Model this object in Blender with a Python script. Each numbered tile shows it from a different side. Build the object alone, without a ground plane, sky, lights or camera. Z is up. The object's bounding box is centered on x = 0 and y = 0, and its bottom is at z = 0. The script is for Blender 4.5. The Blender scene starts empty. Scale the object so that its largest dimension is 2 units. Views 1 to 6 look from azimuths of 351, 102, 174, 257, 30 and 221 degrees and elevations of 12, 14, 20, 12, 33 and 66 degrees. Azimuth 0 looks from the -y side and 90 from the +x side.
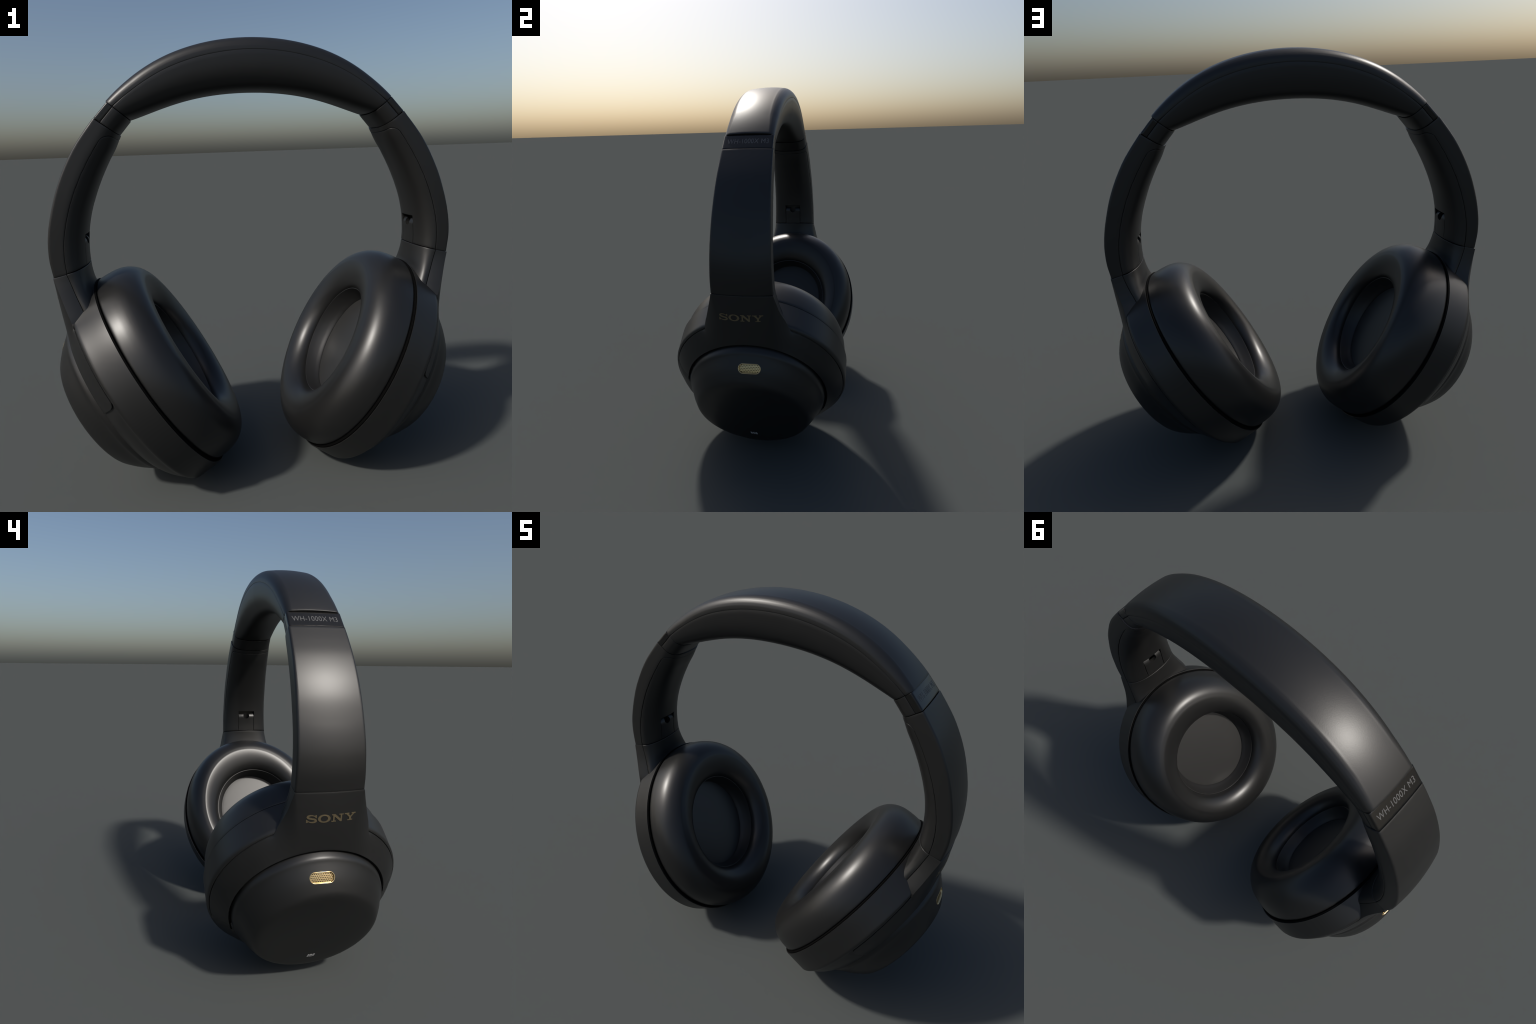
"""Black over-ear headphones standing on their tilted ear cups.
The +x half is modelled; the -x half is its mirror image (lettering is set afresh)."""
import bpy, bmesh, math
import numpy as np
from mathutils import Vector
from mathutils.bvhtree import BVHTree

rng = np.random.default_rng(7)

# ------------------------------------------------------------------ materials
def principled(name, color, rough, metallic=0.0, bump=None, mottled=0.0, spec=0.5, coat=0.0):
    m = bpy.data.materials.new(name)
    m.use_nodes = True
    nt = m.node_tree
    b = nt.nodes["Principled BSDF"]
    b.inputs["Base Color"].default_value = (*color, 1)
    b.inputs["Roughness"].default_value = rough
    b.inputs["Metallic"].default_value = metallic
    b.inputs["Specular IOR Level"].default_value = spec
    b.inputs["Coat Weight"].default_value = coat
    tc = nt.nodes.new("ShaderNodeTexCoord")
    if mottled:
        n = nt.nodes.new("ShaderNodeTexNoise")
        n.inputs["Scale"].default_value = 9.0
        n.inputs["Detail"].default_value = 4.0
        nt.links.new(tc.outputs["Object"], n.inputs["Vector"])
        r = nt.nodes.new("ShaderNodeValToRGB")
        r.color_ramp.elements[0].color = (*[c * (1 - mottled) for c in color], 1)
        r.color_ramp.elements[1].color = (*[c * (1 + mottled) for c in color], 1)
        nt.links.new(n.outputs["Fac"], r.inputs["Fac"])
        nt.links.new(r.outputs["Color"], b.inputs["Base Color"])
    if bump:
        kind, scale, strength, dist = bump
        if kind == "voronoi":
            t = nt.nodes.new("ShaderNodeTexVoronoi")
            t.inputs["Scale"].default_value = scale
            out = t.outputs["Distance"]
        else:
            t = nt.nodes.new("ShaderNodeTexNoise")
            t.inputs["Scale"].default_value = scale
            t.inputs["Detail"].default_value = 5.0
            out = t.outputs["Fac"]
        nt.links.new(tc.outputs["Object"], t.inputs["Vector"])
        bp = nt.nodes.new("ShaderNodeBump")
        bp.inputs["Strength"].default_value = strength
        bp.inputs["Distance"].default_value = dist
        nt.links.new(out, bp.inputs["Height"])
        nt.links.new(bp.outputs["Normal"], b.inputs["Normal"])
    return m

PLASTIC = principled("matte_black_plastic", (0.0110, 0.0109, 0.0106), 0.40, mottled=0.05)
PLATE = principled("dark_slider_plastic", (0.0085, 0.0083, 0.0080), 0.22, spec=0.42)
LEATHER = principled("soft_black_leather", (0.0110, 0.0109, 0.0107), 0.40, bump=("noise", 240.0, 0.05, 0.002), mottled=0.05)
CUSHION = principled("smooth_cushion_leather", (0.0110, 0.0109, 0.0107), 0.365, bump=("noise", 300.0, 0.03, 0.002), mottled=0.05)
LINING = principled("cushion_lining_cloth", (0.0135, 0.0133, 0.0131), 0.45, bump=("noise", 500.0, 0.06, 0.002))
COVER = principled("speaker_cloth", (0.0230, 0.0226, 0.0218), 0.42)  # base lightened above the other blacks to match the disc facing the sun
DARK = principled("gap_black", (0.0015, 0.0015, 0.0015), 0.8, spec=0.05)
GOLD = principled("champagne_gold", (0.62, 0.47, 0.25), 0.28, metallic=1.0)
GOLD_LETTER = principled("dull_gold_print", (0.20, 0.160, 0.095), 0.38, metallic=0.65)
GREY_PRINT = principled("grey_print", (0.085, 0.085, 0.085), 0.5)
WHITE_PRINT = principled("pale_grey_print", (0.38, 0.38, 0.38), 0.5)

# ------------------------------------------------------------------ helpers
ROOT = bpy.data.objects.new("headphones", None)
ROOT["label"] = "matte black over-ear wireless headphones with gold accents"
ROOT["category"] = "headphones"
ROOT.empty_display_size = 0.2
bpy.context.scene.collection.objects.link(ROOT)

def add_object(name, mesh, mat, parent=None, smooth_angle=35, bevel=0.0, segs=2):
    ob = bpy.data.objects.new(name, mesh)
    bpy.context.scene.collection.objects.link(ob)
    ob.parent = parent or ROOT
    if mat:
        mesh.materials.clear()
        mesh.materials.append(mat)
    for p in mesh.polygons:
        p.use_smooth = True
    if bevel:
        bv = ob.modifiers.new("edge", "BEVEL")
        bv.width = bevel
        bv.segments = segs
        bv.limit_method = 'ANGLE'
        bv.angle_limit = math.radians(50)
        bv.harden_normals = False
    else:
        mesh.set_sharp_from_angle(angle=math.radians(smooth_angle))
    return ob

def build_mesh(name, verts, faces, recalc=True):
    me = bpy.data.meshes.new(name)
    me.from_pydata([tuple(v) for v in verts], [], faces)
    bm = bmesh.new()
    bm.from_mesh(me)
    bmesh.ops.remove_doubles(bm, verts=bm.verts, dist=1e-6)
    if recalc:
        bmesh.ops.recalc_face_normals(bm, faces=bm.faces)
    bm.to_mesh(me)
    bm.free()
    return me

def grid_faces(nu, nv, closed_v=False, closed_u=False, base=0):
    f = []
    for i in range(nu if closed_u else nu - 1):
        for j in range(nv if closed_v else nv - 1):
            a, b = i, (i + 1) % nu
            c, d = j, (j + 1) % nv
            f.append((base + a * nv + c, base + b * nv + c, base + b * nv + d, base + a * nv + d))
    return f

def grid_normals(P):
    du = np.gradient(P, axis=0)
    dv = np.gradient(P, axis=1)
    n = np.cross(du, dv)
    return n / (np.linalg.norm(n, axis=2, keepdims=True) + 1e-12)

def solid_patch(name, P, thickness, inside):
    """Open grid P thickened towards the point(s) `inside`."""
    P = np.asarray(P, float)
    nu, nv = P.shape[:2]
    N = grid_normals(P)
    s = np.sign(((P - inside) * N).sum(2).mean())
    th = np.broadcast_to(np.asarray(thickness, float), (nu, nv))[..., None]
    Q = P - N * s * th
    verts = np.concatenate([P.reshape(-1, 3), Q.reshape(-1, 3)])
    k = nu * nv
    faces = grid_faces(nu, nv) + [tuple(reversed(f)) for f in grid_faces(nu, nv, base=k)]
    ring = [i * nv for i in range(nu)] + [(nu - 1) * nv + j for j in range(1, nv)] + \
           [i * nv + nv - 1 for i in range(nu - 2, -1, -1)] + [j for j in range(nv - 2, 0, -1)]
    for a, b in zip(ring, ring[1:] + ring[:1]):
        faces.append((a, b, b + k, a + k))
    return build_mesh(name, verts, faces)

def closed_loft(name, P, cap=True):
    """Grid of closed cross-sections P[i][j] (closed in j)."""
    P = np.asarray(P, float)
    nu, nv = P.shape[:2]
    faces = grid_faces(nu, nv, closed_v=True)
    if cap:
        faces.append(tuple(range(nv)))
        faces.append(tuple((nu - 1) * nv + j for j in range(nv)))
    return build_mesh(name, P.reshape(-1, 3), faces)

def mirrored(ob, parent=None, name=None):
    me = ob.data.copy()
    bm = bmesh.new()
    bm.from_mesh(me)
    for v in bm.verts:
        v.co.x = -v.co.x
    bmesh.ops.reverse_faces(bm, faces=bm.faces)
    bm.to_mesh(me)
    bm.free()
    o2 = bpy.data.objects.new(name or ob.name, me)
    bpy.context.scene.collection.objects.link(o2)
    o2.parent = parent or ROOT
    for m in ob.modifiers:
        if m.type == 'BEVEL':
            n = o2.modifiers.new(m.name, 'BEVEL')
            for a in ("width", "segments", "limit_method", "angle_limit"):
                setattr(n, a, getattr(m, a))
    if "kind" in ob:
        o2["kind"] = ob["kind"]
    return o2

def apply_modifiers(ob):
    dg = bpy.context.evaluated_depsgraph_get()
    me = bpy.data.meshes.new_from_object(ob.evaluated_get(dg))
    ob.modifiers.clear()
    ob.data = me

def smooth_curve(pts, n):
    """Catmull-Rom through pts, resampled to n points evenly by arc length."""
    p = np.asarray(pts, float)
    ext = np.vstack([2 * p[0] - p[1], p, 2 * p[-1] - p[-2]])
    out = []
    for i in range(1, len(ext) - 2):
        a, b, c, d = ext[i - 1:i + 3]
        for t in np.linspace(0, 1, 24, endpoint=False):
            out.append(0.5 * (2 * b + (c - a) * t + (2 * a - 5 * b + 4 * c - d) * t * t + (3 * b - a - 3 * c + d) * t ** 3))
    out.append(p[-1])
    return resample(np.array(out), n)

def resample(q, n):
    s = np.r_[0, np.cumsum(np.linalg.norm(np.diff(q, axis=0), axis=1))]
    t = np.linspace(0, s[-1], n)
    return np.stack([np.interp(t, s, q[:, k]) for k in range(q.shape[1])], 1)

def sstep(x, a, b):
    t = np.clip((x - a) / (b - a), 0, 1)
    return t * t * (3 - 2 * t)

YC = -0.004                     # centre plane of the arms
YH = -0.0065                    # centre plane of the head cushion

# ------------------------------------------------------------------ band cross-section
def half_outer(h, ds, rc, bulge, n):
    """Outer face centre -> rounded corner -> seam on the side wall, as (y, depth)."""
    pts = [(h - rc) * np.array([k, 0]) + np.array([0, -bulge * (1 - k * k)]) for k in np.linspace(0, 1, 12)]
    pts += [np.array([h - rc + rc * math.sin(a), rc - rc * math.cos(a)]) for a in np.linspace(0.2, math.pi / 2, 7)]
    pts += [np.array([h, rc + (ds - rc) * k]) for k in np.linspace(0.15, 1, 8)]
    q = np.array(pts)
    return q if n is None else resample(q, n)

def half_inner(h, ds, D, p, n):
    """Seam on the side wall -> innermost centre line."""
    a = np.linspace(0, math.pi / 2, n)
    return np.stack([h * np.cos(a) ** (2 / p), ds + (D - ds) * np.sin(a) ** (2 / p)], 1)

def place(prof, O, I, yshift=YC):
    """Map (y, depth/D) onto the line from the outer point O to the inner point I (x, z)."""
    d = np.array([I[0] - O[0], I[1] - O[1]])
    L = np.hypot(*d)
    d = d / L
    return np.stack([O[0] + d[0] * prof[:, 1], prof[:, 0] + yshift, O[1] + d[1] * prof[:, 1]], 1)

def both_sides(half):
    """half profile starting or ending on the centre line -> full, from -y to +y."""
    if abs(half[0, 0]) < 1e-9:
        neg = half[::-1] * np.array([-1, 1])
        return np.vstack([neg, half[1:]])
    neg = half * np.array([-1, 1])
    return np.vstack([neg, half[::-1][1:]])

# ------------------------------------------------------------------ folding arm (between hinge and slider)
arm_outer = [(0.899, 1.0225), (0.9075, 1.085), (0.909, 1.135), (0.905, 1.19), (0.893, 1.255), (0.874, 1.325),
             (0.848, 1.402), (0.812, 1.482), (0.769, 1.558), (0.728, 1.615), (0.6785, 1.677)]
arm_inner = [(0.7685, 1.053), (0.768, 1.11), (0.760, 1.192), (0.742, 1.272), (0.7165, 1.345), (0.683, 1.423),
             (0.643, 1.5), (0.612, 1.552), (0.5855, 1.6085)]
NS = 90
aO, aI = smooth_curve(arm_outer, NS), smooth_curve(arm_inner, NS)
aS = np.linspace(0, 1, NS)
arm_h = np.interp(aS, [0, 0.5, 1], [0.1505, 0.141, 0.127])
seam_frac = np.interp(aS, [0, 0.25, 0.5, 0.8, 1], [0.42, 0.45, 0.48, 0.53, 0.53])

def arm_point_rows(sval):
    """(outer profile, inner profile) of the arm at position sval, both full width, in world space."""
    f = sval * (NS - 1)
    O = np.array([np.interp(f, range(NS), aO[:, k]) for k in (0, 1)])
    I = np.array([np.interp(f, range(NS), aI[:, k]) for k in (0, 1)])
    h = np.interp(sval, aS, arm_h)
    sf = np.interp(sval, aS, seam_frac)
    D = np.hypot(*(I - O))
    d0 = np.interp(sval, [0, 0.35, 1], [0.40, 0.30, 0.28])
    full = np.vstack([half_outer(h, D * d0, 0.007, np.interp(sval, [0, 0.4, 1], [0.016, 0.0075, 0.004]), None), half_inner(h, D * d0, D, np.interp(sval, [0, 0.5, 1], [2.3, 2.5, 3.0]), 121)[1:]])
    k = np.argmax((full[:, 1] >= D * sf) & (np.arange(len(full)) > 15))
    return O, I, resample(full[:k + 1], 34), resample(full[k:], 41)

PANEL_MARGIN, PANEL_R = 0.032, 0.13
def panel_top(beta):
    """top edge of the inner panel as a fraction of arm length; rounded towards the sides (|beta|=1)."""
    x = np.clip((abs(beta) - (1 - 0.30)) / 0.30, 0, 1)
    return 1 - PANEL_MARGIN - 0.075 * (1 - math.sqrt(max(0, 1 - x * x * 0.985)))

betas = np.r_[np.linspace(-1, -0.6, 22)[:-1], np.linspace(-0.6, 0.6, 31), np.linspace(0.6, 1, 22)[1:]]

def inner_at(O, I, hi, beta, depth_off=0.0):
    """point on the inner D curve; beta in [-1, 1] runs side to side."""
    k = (1 - abs(beta)) * (len(hi) - 1)
    y = np.interp(k, range(len(hi)), hi[:, 0])
    d = np.interp(k, range(len(hi)), hi[:, 1])
    q = np.array([[math.copysign(y, beta) if beta else 0.0, d]])
    if depth_off:
        k0, k1 = max(k - 1.5, 0), min(k + 1.5, len(hi) - 1)
        t = np.array([np.interp(k1, range(len(hi)), hi[:, c]) - np.interp(k0, range(len(hi)), hi[:, c]) for c in (0, 1)])
        n = np.array([-t[1], t[0]]) if k1 - k0 > 2.9 or k < len(hi) / 2 else np.array([0.0, -1.0])
        n /= np.linalg.norm(n) + 1e-9          # points into the section
        n = n if n[1] < 0 or n[0] < 0 else -n
        q[0] += np.array([math.copysign(1, beta) * n[0], n[1]]) * depth_off
    return place(q, O, I)[0]

def build_arm():
    # body: full tube, the panel field recessed
    arows = np.r_[np.linspace(0, 1, 60), 1.0001, np.linspace(1.0, 2.0, 8)[1:]]
    rec_rows = np.r_[np.ones(60), np.zeros(8)]
    P = []
    top1 = panel_top(1.0)
    for a, rec in zip(arows, rec_rows):
        row = []
        s_side = a * top1 if a <= 1 else top1 + (a - 1) * (1 - top1)
        O, I, ho, hi = arm_point_rows(min(s_side, 1))
        full = place(both_sides(ho), O, I)
        row += list(full)                       # -y seam .. outer .. +y seam
        for b in betas[::-1]:                   # +y seam .. inner .. -y seam
            tb = panel_top(b)
            sv = a * tb if a <= 1 else tb + (a - 1) * (1 - tb)
            O2, I2, _, hi2 = arm_point_rows(min(sv, 1))
            row.append(inner_at(O2, I2, hi2, b * 0.9995, 0.007 * rec))
        P.append(row)
    body = add_object("folding_arm", closed_loft("folding_arm", P), PLASTIC, bevel=0.0018)
    # inner panel, flush, with a thin gap all round
    Pp = []
    g = 0.006
    for a in np.linspace(0.0025, 1, 70):
        row = []
        for b in betas * (1 - g * 2.2):
            tb = panel_top(b) - 0.0045
            O2, I2, _, hi2 = arm_point_rows(a * tb)
            row.append(inner_at(O2, I2, hi2, b, 0.0008))
        Pp.append(row)
    panel = add_object("arm_panel", solid_patch("arm_panel", Pp, 0.0055, np.array([0.83, 0, 1.35])), PLASTIC, body, bevel=0.0012)
    return body, panel

arm, arm_panel = build_arm()

# latch window near the hinge on the inner panel: cut a pocket, set the latch in it
def box_mesh(name, lo, hi):
    v = [(x, y, z) for x in (lo[0], hi[0]) for y in (lo[1], hi[1]) for z in (lo[2], hi[2])]
    f = [(0, 1, 3, 2), (4, 6, 7, 5), (0, 4, 5, 1), (2, 3, 7, 6), (0, 2, 6, 4), (1, 5, 7, 3)]
    return build_mesh(name, v, f)

LY0, LY1, LZ0, LZ1 = -0.0605, 0.0525, 1.03, 1.190
def cut(ob, mesh):
    c = bpy.data.objects.new("cutter", mesh)
    bpy.context.scene.collection.objects.link(c)
    m = ob.modifiers.new("cut", "BOOLEAN")
    m.operation = 'DIFFERENCE'
    m.object = c
    m.solver = 'EXACT'
    apply_modifiers(ob)
    bpy.data.objects.remove(c)

cut(arm, box_mesh("pocket", (0.70, LY0, LZ0 + 0.035), (0.805, LY1, LZ1)))
cut(arm_panel, box_mesh("pocket", (0.70, LY0, LZ0 - 0.1), (0.815, LY1, LZ1)))

def build_latch():
    P = []
    for s in np.linspace(0.004, 0.205, 40):
        O, I, ho, hi = arm_point_rows(s)
        row = []
        for y in np.linspace(LY0 + 0.003, LY1 - 0.003, 24):
            yl = y - YC
            k = np.interp(-abs(yl), -hi[:, 0], range(len(hi)))
            p = inner_at(O, I, hi, math.copysign(1 - k / (len(hi) - 1), yl), 0.001)
            p[1] = y
            row.append(p)
        P.append(row)
    P = np.array(P)
    # keep what lies under the window's top edge, roll the top inwards
    keep = P[:, 12, 2] < LZ1 - 0.007
    P = P[keep]
    zt = P[-1, 12, 2]
    for r in P:
        t = np.clip((r[:, 2] - (zt - 0.030)) / 0.030, 0, 1)
        r[:, 0] += 0.016 * t ** 2.2
    la = add_object("latch", solid_patch("latch", P, 0.02, np.array([0.83, 0, 1.1])), PLASTIC, arm)
    bm = bmesh.new()
    bmesh.ops.create_cone(bm, cap_ends=True, segments=32, radius1=0.0215, radius2=0.0215, depth=0.2)
    bmesh.ops.rotate(bm, verts=bm.verts, cent=(0, 0, 0), matrix=__import__("mathutils").Matrix.Rotation(math.pi / 2, 3, 'Y'))
    bmesh.ops.translate(bm, verts=bm.verts, vec=(0.76, (LY0 + LY1) / 2, zt - 0.014))
    me = bpy.data.meshes.new("hole")
    bm.to_mesh(me)
    bm.free()
    cut(la, me)
    for p in la.data.polygons:
        p.use_smooth = True
    la.data.set_sharp_from_angle(angle=math.radians(40))
    return la

latch = build_latch()

# ------------------------------------------------------------------ slider (name plate + inner sleeve)
pO0, pO1 = np.array((0.6770, 1.6785)), np.array((0.6185, 1.7420))
pI0, pI1 = np.array((0.5870, 1.6095)), np.array((0.5345, 1.6690))
dirp = (pO1 - pO0) / np.linalg.norm(pO1 - pO0)

def slider_rows(k0, k1, n, inset, gap_side, part):
    P = []
    for k in np.linspace(k0, k1, n):
        O, I = pO0 + (pO1 - pO0) * k, pI0 + (pI1 - pI0) * k
        d = (I - O) / np.linalg.norm(I - O)
        O, I = O + d * inset, I - d * inset
        D = np.hypot(*(I - O))
        h = np.interp(k, [0, 1], [0.1265, 0.1245]) - inset
        if part == "plate":
            P.append(place(both_sides(half_outer(h, D * 0.28 - gap_side, 0.006, 0.004, 26)), O, I, -0.0055))
        elif part == "sleeve":
            P.append(place(both_sides(half_inner(h, D * 0.28 + gap_side, D, 3.0, 30)), O, I, -0.0055))
        else:
            o = both_sides(half_outer(h, D * 0.28, 0.006, 0.004, 26))
            i = both_sides(half_inner(h, D * 0.28, D, 3.0, 30))[::-1]
            P.append(place(np.vstack([o, i[1:-1]]), O, I, -0.0055))
    return np.array(P)

mid = np.array([0.61, YC, 1.675])
plate = add_object("slider_plate", solid_patch("slider_plate", slider_rows(0.02, 0.985, 14, 0.0015, 0.001, "plate"), 0.008, mid), PLATE, bevel=0.0016)
sleeve = add_object("slider_sleeve", solid_patch("slider_sleeve", slider_rows(0.02, 0.985, 14, 0.0018, 0.001, "sleeve"), 0.008, mid), PLASTIC, plate, bevel=0.0012)
core = add_object("slider_core", closed_loft("slider_core", slider_rows(-0.10, 1.10, 8, 0.0055, 0, "core")), DARK, plate)

# ------------------------------------------------------------------ head cushion
hO_half = [(0.6235, 1.7450), (0.553, 1.8165), (0.475, 1.872), (0.392, 1.9165), (0.313, 1.9515), (0.2680, 1.9665),
           (0.178, 1.9875), (0.09, 1.9970), (0, 2.0)]
hI_half = [(0.537, 1.6735), (0.461, 1.6985), (0.37, 1.729), (0.279, 1.753), (0.187, 1.771), (0.095, 1.780), (0, 1.7825)]
def mirror_pts(h):
    return h + [(-x, z) for x, z in h[::-1][1:]]
NH = 121
def fair_arch(half):
    """even polynomial through the measured half arch: no kinks in the highlight"""
    p = np.array(half)
    M = np.stack([p[:, 0] ** k for k in (0, 2, 4, 6)], 1)
    c = np.linalg.lstsq(M, p[:, 1], rcond=None)[0]
    x = np.linspace(p[0, 0], -p[0, 0], 400)
    return resample(np.stack([x, sum(ck * x ** k for ck, k in zip(c, (0, 2, 4, 6)))], 1), NH)
hO, hI = fair_arch(hO_half), fair_arch(hI_half)
hS = np.abs(np.linspace(-1, 1, NH))            # 1 at the ends, 0 on top

def head_rows(part, gap=0.0, inset=0.0):
    P = []
    ysh = YH
    for i in range(NH):
        O, I = hO[i].copy(), hI[i].copy()
        d = (I - O) / np.linalg.norm(I - O)
        O, I = O + d * inset, I - d * inset
        D = np.hypot(*(I - O))
        h = np.interp(hS[i], [0, 1], [0.1305, 0.1245]) - inset
        sd = np.interp(hS[i], [0, 0.6, 1], [0.262, 0.285, 0.33]) * D
        rc = np.interp(hS[i], [0, 0.8, 1], [0.052, 0.044, 0.030])
        if part == "cover":
            P.append(place(both_sides(half_outer(h, sd - gap, rc, 0.0050, 44) + np.array([0, 0.0048])*(1 - hS[i] ** 6)), O, I, ysh))
        elif part == "cushion":
            P.append(place(both_sides(half_inner(h - 0.0006, sd + gap, D, np.interp(hS[i], [0, 0.7, 1], [3.3, 3.2, 3.0]), 40)), O, I, ysh))
        else:
            o = both_sides(half_outer(h, sd, rc, 0.0050, 30) + np.array([0, 0.0048])*(1 - hS[i] ** 6))
            q = both_sides(half_inner(h, sd, D, 3.0, 24))[::-1]
            P.append(place(np.vstack([o, q[1:-1]]), O, I, ysh))
    return np.array(P)

def radial_inside(P, centre=np.array([0, 0, 1.2])):
    return centre

hc = head_rows("cover", 0.0009)
inside_head = ((hO + hI) / 2)
inside_head = np.stack([inside_head[:, 0], np.full(NH, YC), inside_head[:, 1]], 1)[:, None, :]
cover = add_object("headband_cover", solid_patch("headband_cover", hc, 0.012, inside_head), LEATHER, bevel=0.0018)
cushion_top = add_object("headband_cushion", solid_patch("headband_cushion", head_rows("cushion", 0.0009), 0.012, inside_head), LEATHER, cover, bevel=0.0018)
add_object("headband_core", closed_loft("headband_core", head_rows("core", 0, 0.0065)), DARK, cover)

# ------------------------------------------------------------------ ear cup frame
C0 = np.array([0.4812, -0.0025, 0.5137])
CN = np.array([-0.85178, 0.01423, 0.52371]); CN /= np.linalg.norm(CN)      # towards the head
CU = np.array([0.12079, -0.96736, 0.22274])
CV = np.array([0.50978, 0.25299, 0.82226])
CA, CB = 0.467, 0.524                                                       # half axes of the seam ellipse
def cup(u, v, w):
    u, v, w = np.broadcast_arrays(np.asarray(u, float), v, w)
    return C0 + u[..., None] * CU + v[..., None] * CV + w[..., None] * CN

def ell_t(ang):
    """ellipse parameter whose polar angle (from CV towards CU) is ang"""
    return np.arctan2(np.sin(ang) / CA, np.cos(ang) / CB)

TH = np.linspace(-math.pi, math.pi, 256, endpoint=False)

def rings(profile, cu=0.0, cv=0.0):
    """profile rows: (a, b, w); w may be an array over TH"""
    return np.array([cup(cu + a * np.sin(TH), cv + b * np.cos(TH), w) for a, b, w in profile])

# housing: side wall, chamfer cone, recess for the fork over the upper half
SHIFT = -0.0035                 # the outer half of the cup sits a little further back
def shear(w):
    return SHIFT * sstep(-np.asarray(w, float), 0.0, 0.12)

def build_housing():
    c = np.abs(TH)
    up = 1 - sstep(c, math.radians(90.0), math.radians(91.5))     # 1 where the fork lies
    low = sstep(c, math.radians(91), math.radians(97))
    heel = np.clip(-np.cos(TH), 0, 1) ** 1.5                       # the cup stands on this edge
    rec = 0.004 * up
    P = []
    def row(off, w, r=0.0, hl=0.0):
        o = off - 0.71 * r + 0.0075 * heel * hl
        ww = w + 0.71 * r + 0 * TH
        P.append(cup(shear(ww) + (CA + o) * np.sin(TH), (CB + o) * np.cos(TH), ww))
    row(-0.060, -0.010); row(-0.0115, -0.0105); row(-0.0110, -0.0052); row(0.0011, -0.0052)
    for w in (-0.012, -0.03, -0.05, -0.07, -0.09, -0.108, -0.116):
        row(0.0012 - 0.0020 * (abs(w) / 0.12), w, 0, abs(w) / 0.12)
    row(-0.0012, -0.1225, 0, 1); row(-0.0030, -0.1285, 0, 0.95); row(-0.0070, -0.1340, 0, 0.85); row(-0.0112, -0.1370, 0, 0.8)
    row(-0.0125, -0.1380, rec * 1.0, 0.75)
    for k in (0.12, 0.3, 0.5, 0.7, 0.88, 1.0):
        row(-0.0125 - 0.0757 * k, -0.138 - 0.076 * k - 0.009 * 4 * k * (1 - k) * low * (0.35 + 0.65 * sstep(np.sin(TH), -0.2, 0.6)), rec, 0.75 * (1 - k))
    row(-0.0935 + 0 * low, -0.214 + 0.030 * (1 - low) - 0.005 * low)
    row(-0.125, -0.214 + 0.034 * (1 - low) - 0.016 * low)
    row(-0.20, -0.19)
    return np.array(P)
hp = build_housing()
housing = add_object("ear_cup", closed_loft("ear_cup", hp), PLASTIC, smooth_angle=38)

# outer cap with the soft-edged touch face
cap_prof = [(0.366, 0.421, -0.160), (0.3635, 0.4180, -0.190), (0.3608, 0.4147, -0.212), (0.3578, 0.4113, -0.230), (0.3552, 0.4085, -0.2405), (0.3518, 0.4045, -0.2470),
            (0.3462, 0.3975, -0.2540), (0.338, 0.386, -0.268), (0.3295, 0.3725, -0.285), (0.3190, 0.3560, -0.305), (0.3080, 0.3390, -0.323), (0.2965, 0.3215, -0.340), (0.2890, 0.3110, -0.3495),
            (0.2815, 0.3015, -0.3560), (0.272, 0.2905, -0.3605), (0.258, 0.2755, -0.3640), (0.236, 0.252, -0.3665), (0.20, 0.214, -0.3685), (0.16, 0.17, -0.3695), (0.10, 0.106, -0.370), (0.05, 0.053, -0.370), (0.004, 0.004, -0.370)]
cp = smooth_curve(cap_prof, 90)
cap = add_object("touch_cap", closed_loft("touch_cap", rings(cp + np.array([0.0035, 0.0030, 0.0]) * np.clip((cp[:, :1] - 0.02) / 0.2, 0, 1), SHIFT, 0.002)), PLASTIC, housing, smooth_angle=60)

# ear cushion: leather ring
RIM = (0.2600, 0.2800, 0.000)      # half axes and centre of the rim where leather meets lining
def rim_w(v):
    return 0.1125 + 0.050 * v

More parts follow.
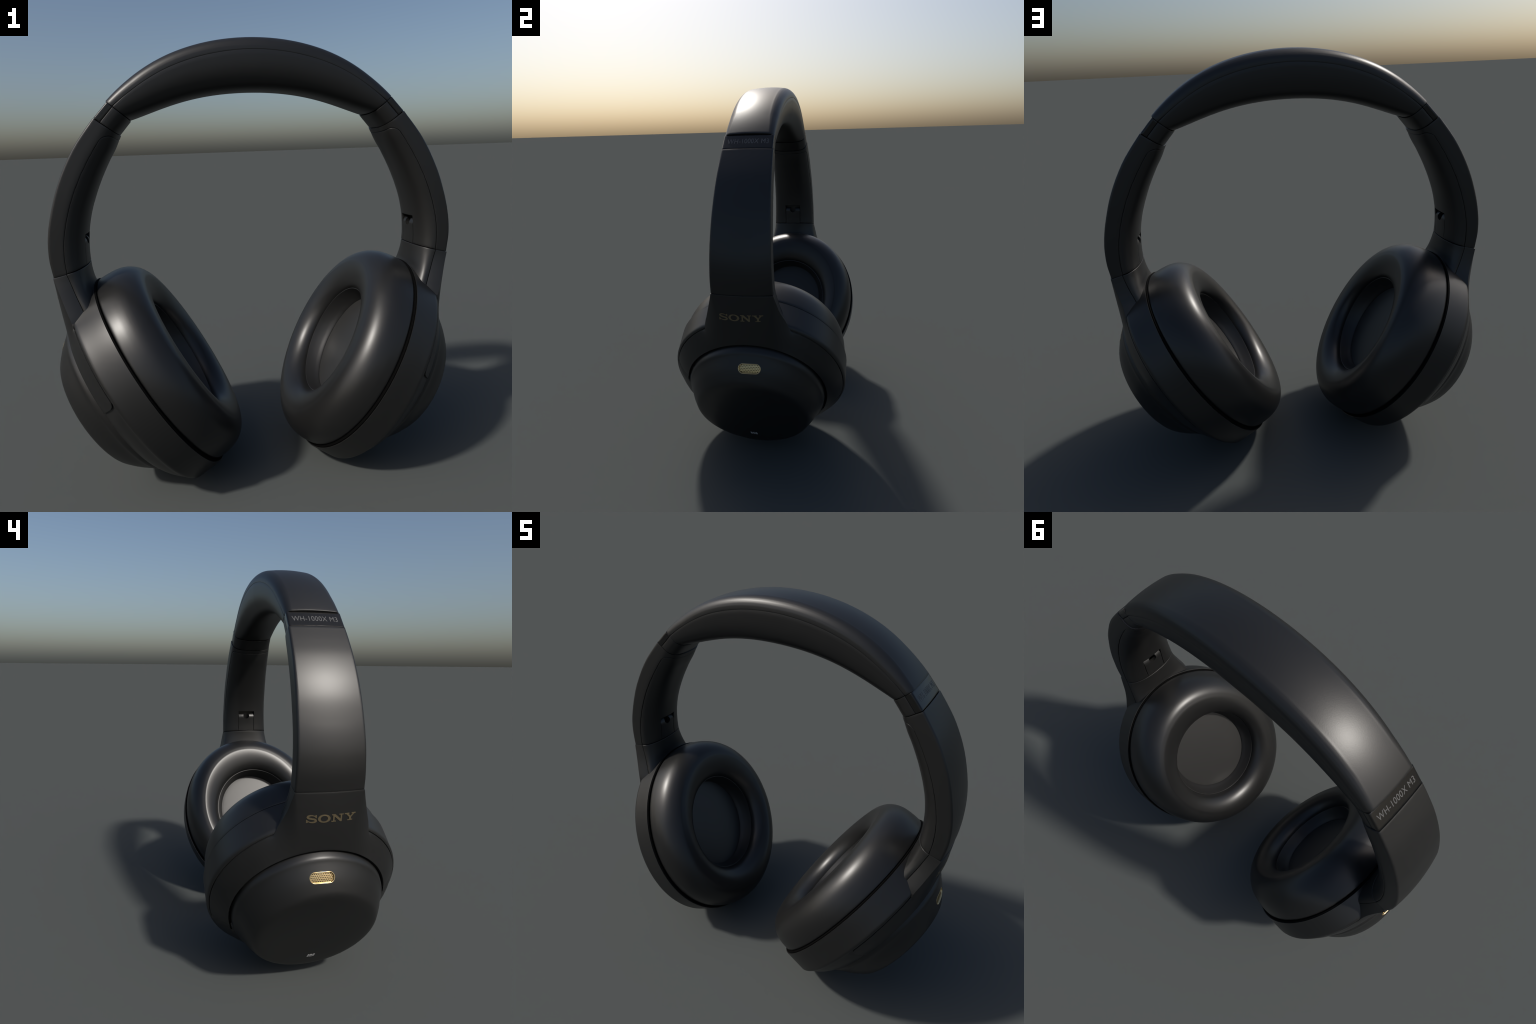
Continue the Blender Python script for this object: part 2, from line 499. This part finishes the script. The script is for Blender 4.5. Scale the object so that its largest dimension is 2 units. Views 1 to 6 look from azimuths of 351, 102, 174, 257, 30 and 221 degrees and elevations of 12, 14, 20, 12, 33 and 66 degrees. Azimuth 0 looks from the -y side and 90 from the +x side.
def build_cushion():
    P = []
    T1, T2 = 0.0095 * np.cos(TH), -0.0111 * np.sin(TH)
    tilt = T1 + T2
    cv = 0.006
    def row(a, b, w):
        P.append(cup(a * np.sin(TH), cv * 0.7 + b * np.cos(TH), w + 0 * TH))
    A1, B1 = CA - 0.0160, CB - 0.0140
    row(0.30, 0.33, 0.0); row(CA - 0.05, CB - 0.05, 0.0015); row(CA - 0.022, CB - 0.020, 0.0014)
    prof = smooth_curve([(-0.0150, 0.0026), (-0.0120, 0.0100), (-0.0118, 0.0300), (-0.0138, 0.0590), (-0.0201, 0.0926), (-0.0309, 0.1210),
                         (-0.0485, 0.1465), (-0.0712, 0.1665), (-0.0970, 0.1790), (-0.1235, 0.1834)], 48)
    for o, w in prof:
        kt = np.clip((w - 0.05) / 0.1334, 0, 1)
        P.append(cup((CA + o) * np.sin(TH), cv * (0.6 + 0.4 * kt) + (CB + 0.002 + o) * np.cos(TH), w + tilt * kt))
    ac, bc = A1 - 0.1075, B1 - 0.1075
    wc = 0.1834
    ae, be, cve = RIM
    we = rim_w(cve + be * np.cos(TH))
    for f in np.linspace(0.05, 1, 20) * math.pi / 2:
        s, c = math.sin(f), math.cos(f)
        kk = s ** 1.05
        P.append(cup((ac + (ae - ac) * kk) * np.sin(TH), cv + (cve - cv) * kk + (bc + (be - bc) * kk) * np.cos(TH),
                     we + (wc + tilt * (1 - s) - we) * c ** 0.95))
    P.append(cup((ae - 0.0005) * np.sin(TH), cve + (be - 0.0005) * np.cos(TH), we - 0.005))
    P.append(cup((ae + 0.01) * np.sin(TH), cve + (be + 0.01) * np.cos(TH), we - 0.03))
    row(0.29, 0.31, 0.02)
    return np.array(P)
cushion = add_object("ear_cushion", closed_loft("ear_cushion", build_cushion(), cap=False), CUSHION, housing, smooth_angle=60)

gap_black_ring = add_object("cushion_gap_black_ring", closed_loft("cushion_gap_black_ring", rings([(CA - 0.03, CB - 0.03, -0.008), (CA - 0.0030, CB - 0.0030, -0.008),  # near-black ring set in the gap between cushion and shell, seen as a thin black line
                    (CA - 0.0030, CB - 0.0030, 0.0002), (CA - 0.0050, CB - 0.0050, 0.0016), (CA - 0.03, CB - 0.03, 0.0018)], 0.0, 0.001), cap=False), DARK, housing, smooth_angle=30)

def build_lining():
    P = []
    ae, be, cve = RIM
    for a, b, k in smooth_curve([(0.005, 0.005, 0.12), (0.0010, 0.0010, 0.0), (-0.0008, -0.0008, -0.030), (-0.0028, -0.0028, -0.022), (-0.0042, -0.0042, 0.04), (-0.012, -0.009, 0.36), (-0.023, -0.015, 0.70), (-0.036, -0.022, 1.0), (-0.037, -0.023, 1.15)], 48):
        v = (be + b) * np.cos(TH)
        cv = cve + (0.004 - cve) * min(k, 1)
        w = rim_w(cve + v) * (1 - k) + 0.041 * k
        P.append(cup((ae + a) * np.sin(TH), cv + v, w))
    return np.array(P)
lining = add_object("cushion_lining", closed_loft("cushion_lining", build_lining(), cap=False), LINING, housing, smooth_angle=60)
spk = [(0.245, 0.28, 0.034), (0.23, 0.265, 0.0365), (0.2, 0.23, 0.0375), (0.12, 0.14, 0.038), (0.004, 0.004, 0.038)]
speaker = add_object("speaker_cover", closed_loft("speaker_cover", rings(smooth_curve(spk, 14), 0.0, 0.005)), COVER, housing, smooth_angle=60)

# ------------------------------------------------------------------ fork (yoke) holding the cup
def cup_at(ang, off, w):
    t = ell_t(ang)
    return cup((CA + off) * np.sin(t), (CB + off) * np.cos(t), w)

rail_front = smooth_curve([(0.8990, -0.1535, 1.0206), (0.8785, -0.1710, 0.964), (0.8490, -0.1985, 0.881), (0.8265, -0.2205, 0.8300)], 40)
rail_back = smooth_curve([(0.8990, 0.1470, 1.0206), (0.8865, 0.1570, 0.982), (0.8715, 0.1690, 0.938), (0.8575, 0.1855, 0.900), (0.8435, 0.2065, 0.8630)], 40)

seam_front = smooth_curve([(0.8450, -0.1530, 1.0335), (0.8330, -0.1560, 0.998), (0.8130, -0.1665, 0.940), (0.7880, -0.1850, 0.879), (0.765, -0.205, 0.82)], 40)
seam_back = smooth_curve([(0.8450, 0.1460, 1.0335), (0.8360, 0.1500, 1.0), (0.820, 0.158, 0.955), (0.8010, 0.1675, 0.912), (0.775, 0.185, 0.85)], 40)

def fork_sheet():
    """outer sheet of the fork as columns from the edge facing the cap to the outer boundary,
    and the matching inner sheet"""
    deg = math.radians
    a_f, a_b = 41.5, -11.0
    def arm_edge(a):
        p = cup_at(deg(a), -0.0145, -0.1405)
        return p + CU * shear(-0.1405)
    front_arm = np.array([arm_edge(a) for a in np.linspace(a_f, 89.6, 70)])
    back_arm = np.array([arm_edge(a) for a in np.linspace(-89.6, a_b, 100)])
    ys = np.linspace(0.1470, -0.1535, 40)
    hinge = np.array([(0.8990 + 0.0170 * (1 - ((y + 0.003) / 0.1505) ** 2), y, 1.0206) for y in ys])
    rf = np.vstack([rail_front[:-8], smooth_curve([rail_front[-9], rail_front[-5] * 0.5 + (rail_front[-9] + front_arm[0]) * 0.25, front_arm[0]], 9)[1:]])
    rb = np.vstack([rail_back[:-8], smooth_curve([rail_back[-9], rail_back[-5] * 0.5 + (rail_back[-9] + back_arm[-1]) * 0.25, back_arm[-1]], 9)[1:]])
    B = np.vstack([back_arm, rb[::-1][1:], hinge[1:-1], rf, front_arm[1:]])
    Bi = np.vstack([back_arm, seam_back[::-1][1:], np.array([(0.845, y, 1.0335) for y in ys])[1:-1], seam_front, front_arm[1:]])
    nb, nr, nh, nf = len(back_arm), len(rb) - 1, len(hinge) - 2, len(rf)
    ang = np.r_[np.linspace(-89.6, a_b, nb), np.linspace(a_b, 2, nr + 1)[1:], np.linspace(2, 28, nh + 2)[1:-1],
                np.linspace(28, a_f, nf), np.linspace(a_f, 89.6, len(front_arm))[1:]]
    stem = np.r_[np.zeros(nb), np.ones(nr + nh + nf - 1), 0, np.zeros(len(front_arm) - 1)]
    Iedge = np.array([cup_at(deg(a), -0.0905, -0.2160) + CU * SHIFT for a in ang])
    tip = np.clip((np.abs(ang) - 86.0) / 3.6, 0, 1)                    # rounded arm tips
    tmax = 1 - 0.28 * (1 - np.sqrt(np.clip(1 - tip ** 2, 0, 1)))
    ts = np.r_[0, 0.03, np.linspace(0.08, 0.92, 22), 0.97, 1]
    P = np.zeros((len(ang), len(ts), 3))
    sw = sstep(ang, a_b - 1, 10) * (1 - sstep(ang, 20, a_f + 1))
    for i in range(len(ang)):
        tt = ts * tmax[i]
        P[i] = Iedge[i] * (1 - tt)[:, None] + B[i] * tt[:, None] - CN * (0.024 * (1 - sw[i]) * tt * (1 - tt) + 0.0012)[:, None]
    # fair the sheet where arms and stem meet: move along the normal only, boundary fixed
    wcol = (sstep(ang, -50, -25) * (1 - sstep(ang, 58, 80)))[1:-1, None, None]
    mid_col = int(np.argmin(np.abs(ang - 15)))
    before = P[mid_col].copy()
    for it in range(170):
        if it % 10 == 0:
            N = grid_normals(P)
        L = np.zeros_like(P)
        L[1:-1, 1:-1] = 0.25 * (P[:-2, 1:-1] + P[2:, 1:-1] + P[1:-1, :-2] + P[1:-1, 2:]) - P[1:-1, 1:-1]
        d = (L * N).sum(2, keepdims=True)
        P[1:-1, 1:-1] += 0.8 * wcol * (d * N)[1:-1, 1:-1]
    sag = (before - P[mid_col])[:, 0] + 0.004 * 4 * ts * (1 - ts)       # keep the middle of the stem full
    swell = np.clip(1 - ((ang - 15) / 28.0) ** 2, 0, 1) ** 1.5
    P += (swell[:, None] * sag[None, :])[..., None] * np.array([1.0, 0, 0])
    N = grid_normals(P)
    s = np.sign(((P - np.array([0.55, 0, 0.75])) * N).sum(2).mean())
    Q = P - N * s * 0.016
    T = sstep(np.broadcast_to(ts, P.shape[:2]), 0.55, 1.0)[..., None] * stem[:, None, None]
    Q = Q * (1 - T) + Bi[:, None, :] * T
    for i in np.where(stem > 0)[0]:
        Q[i, -1] = Bi[i]
    return P, Q

def solid_between(name, P, Q):
    nu, nv = P.shape[:2]
    k = nu * nv
    verts = np.concatenate([P.reshape(-1, 3), Q.reshape(-1, 3)])
    faces = grid_faces(nu, nv) + [tuple(reversed(f)) for f in grid_faces(nu, nv, base=k)]
    ring = [i * nv for i in range(nu)] + [(nu - 1) * nv + j for j in range(1, nv)] + \
           [i * nv + nv - 1 for i in range(nu - 2, -1, -1)] + [j for j in range(nv - 2, 0, -1)]
    for a, b in zip(ring, ring[1:] + ring[:1]):
        faces.append((a, b, b + k, a + k))
    return build_mesh(name, verts, faces)

fork = add_object("fork", solid_between("fork", *fork_sheet()), PLASTIC, bevel=0.0022)

def build_fork_back():
    F, K = seam_front + np.array((-0.0012, 0, 0.0004)), seam_back + np.array((-0.0012, 0, 0.0004))
    M = smooth_curve([(0.7685, YC, 1.0505), (0.7665, -0.005, 1.018), (0.7625, -0.008, 0.985), (0.7560, -0.013, 0.955), (0.735, -0.02, 0.91)], 40)
    P = []
    for k in range(40):
        f, b, m = F[k], K[k], M[k]
        c, h = (f + b) / 2, (b - f) / 2
        d = m - c
        a = np.linspace(0.0, math.pi, 64)
        cs, sn = np.cos(a), np.sin(a)
        e = 2 / 2.25
        P.append(c - h * 0.998 * (np.sign(cs) * np.abs(cs) ** e)[:, None] + d * (np.abs(sn) ** e)[:, None])
    return np.array(P)
fork_back = add_object("fork_back", solid_patch("fork_back", build_fork_back(), 0.012, np.array([0.85, 0, 0.97])), PLASTIC, fork, bevel=0.0014)

# solid plug behind fork and fork_back so that the seams show black, not daylight
def plug():
    P = []
    for k in np.linspace(0.04, 0.75, 12):
        f = np.array((0.845, -0.1485, 1.03)) * (1 - k) + np.array((0.79, -0.175, 0.87)) * k
        b = np.array((0.845, 0.1415, 1.03)) * (1 - k) + np.array((0.80, 0.158, 0.90)) * k
        fo, bo = f + np.array((0.035, 0, 0)), b + np.array((0.035, 0, 0))
        m = np.array((0.79, -0.005, 1.04)) * (1 - k) + np.array((0.785, -0.01, 0.94)) * k
        fm, bm_ = f * 0.5 + m * 0.5, b * 0.5 + m * 0.5
        P.append([fo, f, fm, m, bm_, b, bo])
    return np.array(P)
add_object("fork_core", closed_loft("fork_core", plug()), DARK, fork)

# ------------------------------------------------------------------ things set on surfaces
def bvh(ob):
    return BVHTree.FromPolygons([v.co.copy() for v in ob.data.vertices], [tuple(p.vertices) for p in ob.data.polygons])

def drape(verts2d, tree, centre, e1, e2, n, lift):
    """(a, b, h) -> point h above the surface under centre + a*e1 + b*e2"""
    out = []
    for a, b, h in verts2d:
        o = Vector(centre) + Vector(e1) * a + Vector(e2) * b + Vector(n) * 0.08
        hit = tree.ray_cast(o, -Vector(n), 0.3)
        base = hit[0] if hit[0] is not None else Vector(centre) + Vector(e1) * a + Vector(e2) * b
        out.append(base + Vector(n) * (h + lift))
    return out

def outline_mesh(loops, depth, h0=0.0):
    """extruded flat shape from closed loops (first outer, others holes)"""
    cu = bpy.data.curves.new("outline", 'CURVE')
    cu.dimensions = '2D'
    cu.fill_mode = 'BOTH'
    cu.extrude = depth / 2
    for lp in loops:
        sp = cu.splines.new('POLY')
        sp.points.add(len(lp) - 1)
        for q, (x, y) in zip(sp.points, lp):
            q.co = (x, y, 0, 1)
        sp.use_cyclic_u = True
    ob = bpy.data.objects.new("outline", cu)
    bpy.context.scene.collection.objects.link(ob)
    dg = bpy.context.evaluated_depsgraph_get()
    me = bpy.data.meshes.new_from_object(ob.evaluated_get(dg))
    v = [(p.co.x, p.co.y, p.co.z + depth / 2 + h0) for p in me.vertices]
    f = [tuple(p.vertices) for p in me.polygons]
    bpy.data.objects.remove(ob)
    bpy.data.curves.remove(cu)
    return v, f

def text_mesh(body, width, height, depth):
    cu = bpy.data.curves.new("text", 'FONT')
    cu.body = body
    cu.extrude = 0.5
    cu.space_character = 1.06
    cu.resolution_u = 6
    cu.offset = 0.0
    ob = bpy.data.objects.new("text", cu)
    bpy.context.scene.collection.objects.link(ob)
    dg = bpy.context.evaluated_depsgraph_get()
    me = bpy.data.meshes.new_from_object(ob.evaluated_get(dg))
    c = np.array([p.co[:] for p in me.vertices])
    f = [tuple(p.vertices) for p in me.polygons]
    lo, hi = c.min(0), c.max(0)
    c = (c - lo) / (hi - lo)
    v = [((x - 0.5) * width, (y - 0.5) * height, z * depth) for x, y, z in c]
    bpy.data.objects.remove(ob)
    bpy.data.curves.remove(cu)
    return v, f

# --- name plate lettering
def plate_lettering(side, plate_ob):
    v, f = text_mesh("WH-1000X M3", 0.203, 0.0285, 0.0012)
    c2 = (pO0 + pO1) / 2
    centre = np.array([side * c2[0], YC - 0.001 * side, c2[1] + 0.001])
    e2 = np.array([side * dirp[0], 0, dirp[1]])
    e1 = np.array([0, side * 1.0, 0])                 # reads left to right seen from outside
    n = np.cross(e1, e2)
    pts = drape(v, bvh(plate_ob), centre, e1, e2, n, -0.0007)
    return add_object("lettering", build_mesh("lettering", pts, f), GREY_PRINT, plate_ob, smooth_angle=30)

# --- brand lettering, wide slab serif capitals built from outlines
def stroke(path, widths, n=40):
    c = smooth_curve(path, n)
    w = np.interp(np.linspace(0, 1, n), np.linspace(0, 1, len(widths)), widths)
    t = np.gradient(c, axis=0)
    t /= np.linalg.norm(t, axis=1, keepdims=True)
    nn = np.stack([-t[:, 1], t[:, 0]], 1)
    return [tuple(p) for p in np.vstack([c + nn * w[:, None] / 2, (c - nn * w[:, None] / 2)[::-1]])]

def letters():
    el = lambda rx, ry, cx, cy: [(cx + rx * math.cos(a), cy + ry * math.sin(a)) for a in np.linspace(0, 2 * math.pi, 48, endpoint=False)]
    S = [[stroke([(1.16, 0.70), (0.98, 0.86), (0.68, 0.95), (0.36, 0.92), (0.17, 0.76), (0.30, 0.60), (0.66, 0.51), (1.02, 0.42),
                  (1.16, 0.25), (0.98, 0.08), (0.64, 0.03), (0.32, 0.12), (0.12, 0.32)],
                 [0.07, 0.10, 0.12, 0.18, 0.25, 0.22, 0.20, 0.22, 0.25, 0.18, 0.12, 0.10, 0.07], 90)],
         [[(1.10, 1.0), (1.24, 1.0), (1.24, 0.62), (1.13, 0.62), (0.98, 0.84)]],
         [[(0.02, 0.38), (0.13, 0.38), (0.30, 0.12), (0.16, -0.02), (0.02, -0.02)]]]
    O = [[el(0.76, 0.535, 0.76, 0.5), el(0.44, 0.39, 0.76, 0.5)]]
    N = [[[(0.02, 1), (0.47, 1), (1.13, 0.36), (1.13, 0.88), (0.95, 0.88), (0.95, 1), (1.50, 1), (1.50, 0.88), (1.31, 0.88), (1.31, 0),
           (1.10, 0), (0.37, 0.72), (0.37, 0.12), (0.56, 0.12), (0.56, 0), (0, 0), (0, 0.12), (0.19, 0.12), (0.19, 0.88), (0.02, 0.88)]]]
    Y = [[[(0, 1), (0.62, 1), (0.62, 0.88), (0.52, 0.88), (0.80, 0.57), (1.06, 0.88), (0.92, 0.88), (0.92, 1), (1.46, 1), (1.46, 0.88), (1.28, 0.88),
           (0.89, 0.44), (0.89, 0.12), (1.08, 0.12), (1.08, 0), (0.42, 0), (0.42, 0.12), (0.62, 0.12), (0.62, 0.44), (0.20, 0.88), (0, 0.88)]]]
    x0 = 0
    out = []
    for shape, wd in ((S, 1.26), (O, 1.52), (N, 1.50), (Y, 1.46)):
        out.append((shape, x0))
        x0 += wd + 0.13
    return out, x0 - 0.13

def brand_lettering(side, fork_ob):
    glyphs, total = letters()
    k = 0.216 / total
    kh = 0.0325
    tree = bvh(fork_ob)
    centre = np.array([side * 0.890, -0.0095, 0.9115])
    slope = np.array([0.105, 0, 0.9945])
    e2 = np.array([side * slope[0], 0, slope[2]])
    e1 = np.array([0, side * 1.0, 0])
    n = np.cross(e1, e2)
    for shape, x0 in glyphs:
        V, F = [], []
        for i, loops in enumerate(shape):
            ll = [[((x + x0 - total / 2) * k, (y - 0.5) * kh) for x, y in lp] for lp in loops]
            v, f = outline_mesh(ll, 0.0032 - 0.0003 * i)
            F += [tuple(a + len(V) for a in q) for q in f]
            V += v
        pts = drape(V, tree, centre, e1, e2, n, -0.0012)
        add_object("brand_letter", build_mesh("brand_letter", pts, F, recalc=True), GOLD_LETTER, fork_ob, smooth_angle=30)

# --- microphone port on the cap
def pill(rx, ry, n=16):
    """closed pill outline, half length rx, half height ry"""
    a1 = np.linspace(-math.pi / 2, math.pi / 2, n)
    r = [(rx - ry + ry * math.cos(a), ry * math.sin(a)) for a in a1]
    l = [(-(rx - ry) - ry * math.cos(a), -ry * math.sin(a)) for a in a1]
    m = rx - ry
    top = [(x, ry) for x in np.linspace(m, -m, 14)[1:-1]]
    bottom = [(x, -ry) for x in np.linspace(-m, m, 14)[1:-1]]
    return np.array(r + top + l + bottom)

def frame_on(ob, point, toward):
    tree = bvh(ob)
    loc, nor, *_ = tree.find_nearest(Vector(point))
    n = np.array(nor)
    if n @ (np.array(loc) - C0) < 0:
        n = -n
    e1 = np.cross((0, 0, 1.0), n); e1 /= np.linalg.norm(e1)
    e2 = np.cross(n, e1)
    return tree, np.array(loc), e1, e2, n

def microphone(parent):
    tree, c, e1, e2, n = frame_on(parent, cup(0.058, 0.356, -0.303), None)
    RX, RY = 0.0555, 0.0245
    prof = [(0.000, -0.004), (0.0, 0.0006), (-0.0006, 0.0010), (-0.0018, 0.0012), (-0.0032, 0.0004), (-0.0046, -0.0020), (-0.0056, -0.0080), (-0.0060, -0.0120)]
    P = [drape([(x, y, h) for x, y in pill(RX + o, RY + o)], tree, c, e1, e2, n, 0.0) for o, h in prof]
    P = np.array([[list(p) for p in r] for r in P])
    add_object("microphone_bezel", closed_loft("microphone_bezel", P, cap=False), GOLD, parent, smooth_angle=50)
    G = [[(x * s, y * s, -0.0075) for x, y in pill(RX - 0.0052, RY - 0.0052)] for s in (1.0, 0.85, 0.7, 0.55, 0.4, 0.25, 0.1, 0.02)]
    P = np.array([[list(p) for p in drape(r, tree, c, e1, e2, n, 0.0)] for r in G])
    add_object("microphone_grille", closed_loft("microphone_grille", P), GOLD, parent)
    V, F = [], []
    step, rad = 0.0077, 0.0023
    for r in range(-2, 3):
        for q in range(-7, 8):
            x, y = (q + 0.5 * (r % 2)) * step, r * step * 0.97
            lx = max(abs(x) - (RX - RY), 0)
            if math.hypot(lx, y) > RY - 0.0068:
                continue
            b = len(V)
            V += [(x + rad * math.cos(a), y + rad * math.sin(a), -0.0069) for a in np.linspace(0, 2 * math.pi, 10, endpoint=False)]
            F.append(tuple(range(b, b + 10)))
    pts = drape(V, tree, c, e1, e2, n, 0.0)
    wall = [np.array([list(p) for p in drape([(x, y, z) for x, y in pill(RX - 0.0015, RY - 0.0015)], tree, c, e1, e2, n, 0.0)]) for z in (-0.022, 0.02)]
    cut(parent, closed_loft("pocket", wall))
    for p in parent.data.polygons:
        p.use_smooth = True
    parent.data.set_sharp_from_angle(angle=math.radians(50))
    h = add_object("grille_hole", build_mesh("grille_hole", pts, F), DARK, parent)
    h["kind"] = "stuff"

def contact_mark(parent):
    tree, c, e1, e2, n = frame_on(parent, cup(-0.039, -0.187, -0.37), None)
    k = 0.0375 / 700.0
    sh = [[(745, 505), (860, 490), (860, 835), (672, 868), (715, 560)],
          [(890, 500), (1120, 468), (1185, 520), (1190, 700), (1150, 640), (1070, 590), (905, 545)],
          [(895, 640), (960, 680), (1190, 762), (1180, 790), (960, 830), (905, 785)],
          [(1225, 450), (1400, 425), (1350, 720), (1300, 765), (1205, 780)]]
    V, F = [], []
    for lp in sh:
        ll = [[((x - 1035) * k * -1 * -1, -((y - 650) + 0.13 * (x - 1035)) * k * 1.2) for x, y in lp]]
        # on the +x cup the mark is the mirror image of the one on the -x cup
        ll = [[(-x, y) for x, y in ll[0]]]
        v, f = outline_mesh(ll, 0.0009)
        F += [tuple(a + len(V) for a in q) for q in f]
        V += v
    pts = drape(V, tree, c, e1, e2, n, -0.0003)
    return add_object("contact_mark", build_mesh("contact_mark", pts, F), WHITE_PRINT, parent, smooth_angle=30)

microphone(housing_cap := cap)
contact_mark(cap)

# three levels at most: cap pieces belong to the ear cup
for ob in list(cap.children):
    ob.parent = housing

# ------------------------------------------------------------------ mirror to the -x side
pairs = {}
for ob in [arm, plate, fork, housing]:
    m = mirrored(ob)
    pairs[ob] = m
    for ch in list(ob.children):
        pairs[ch] = mirrored(ch, m)

plate_lettering(1, plate)
plate_lettering(-1, pairs[plate])
brand_lettering(1, fork)
brand_lettering(-1, pairs[fork])
bpy.context.view_layer.update()
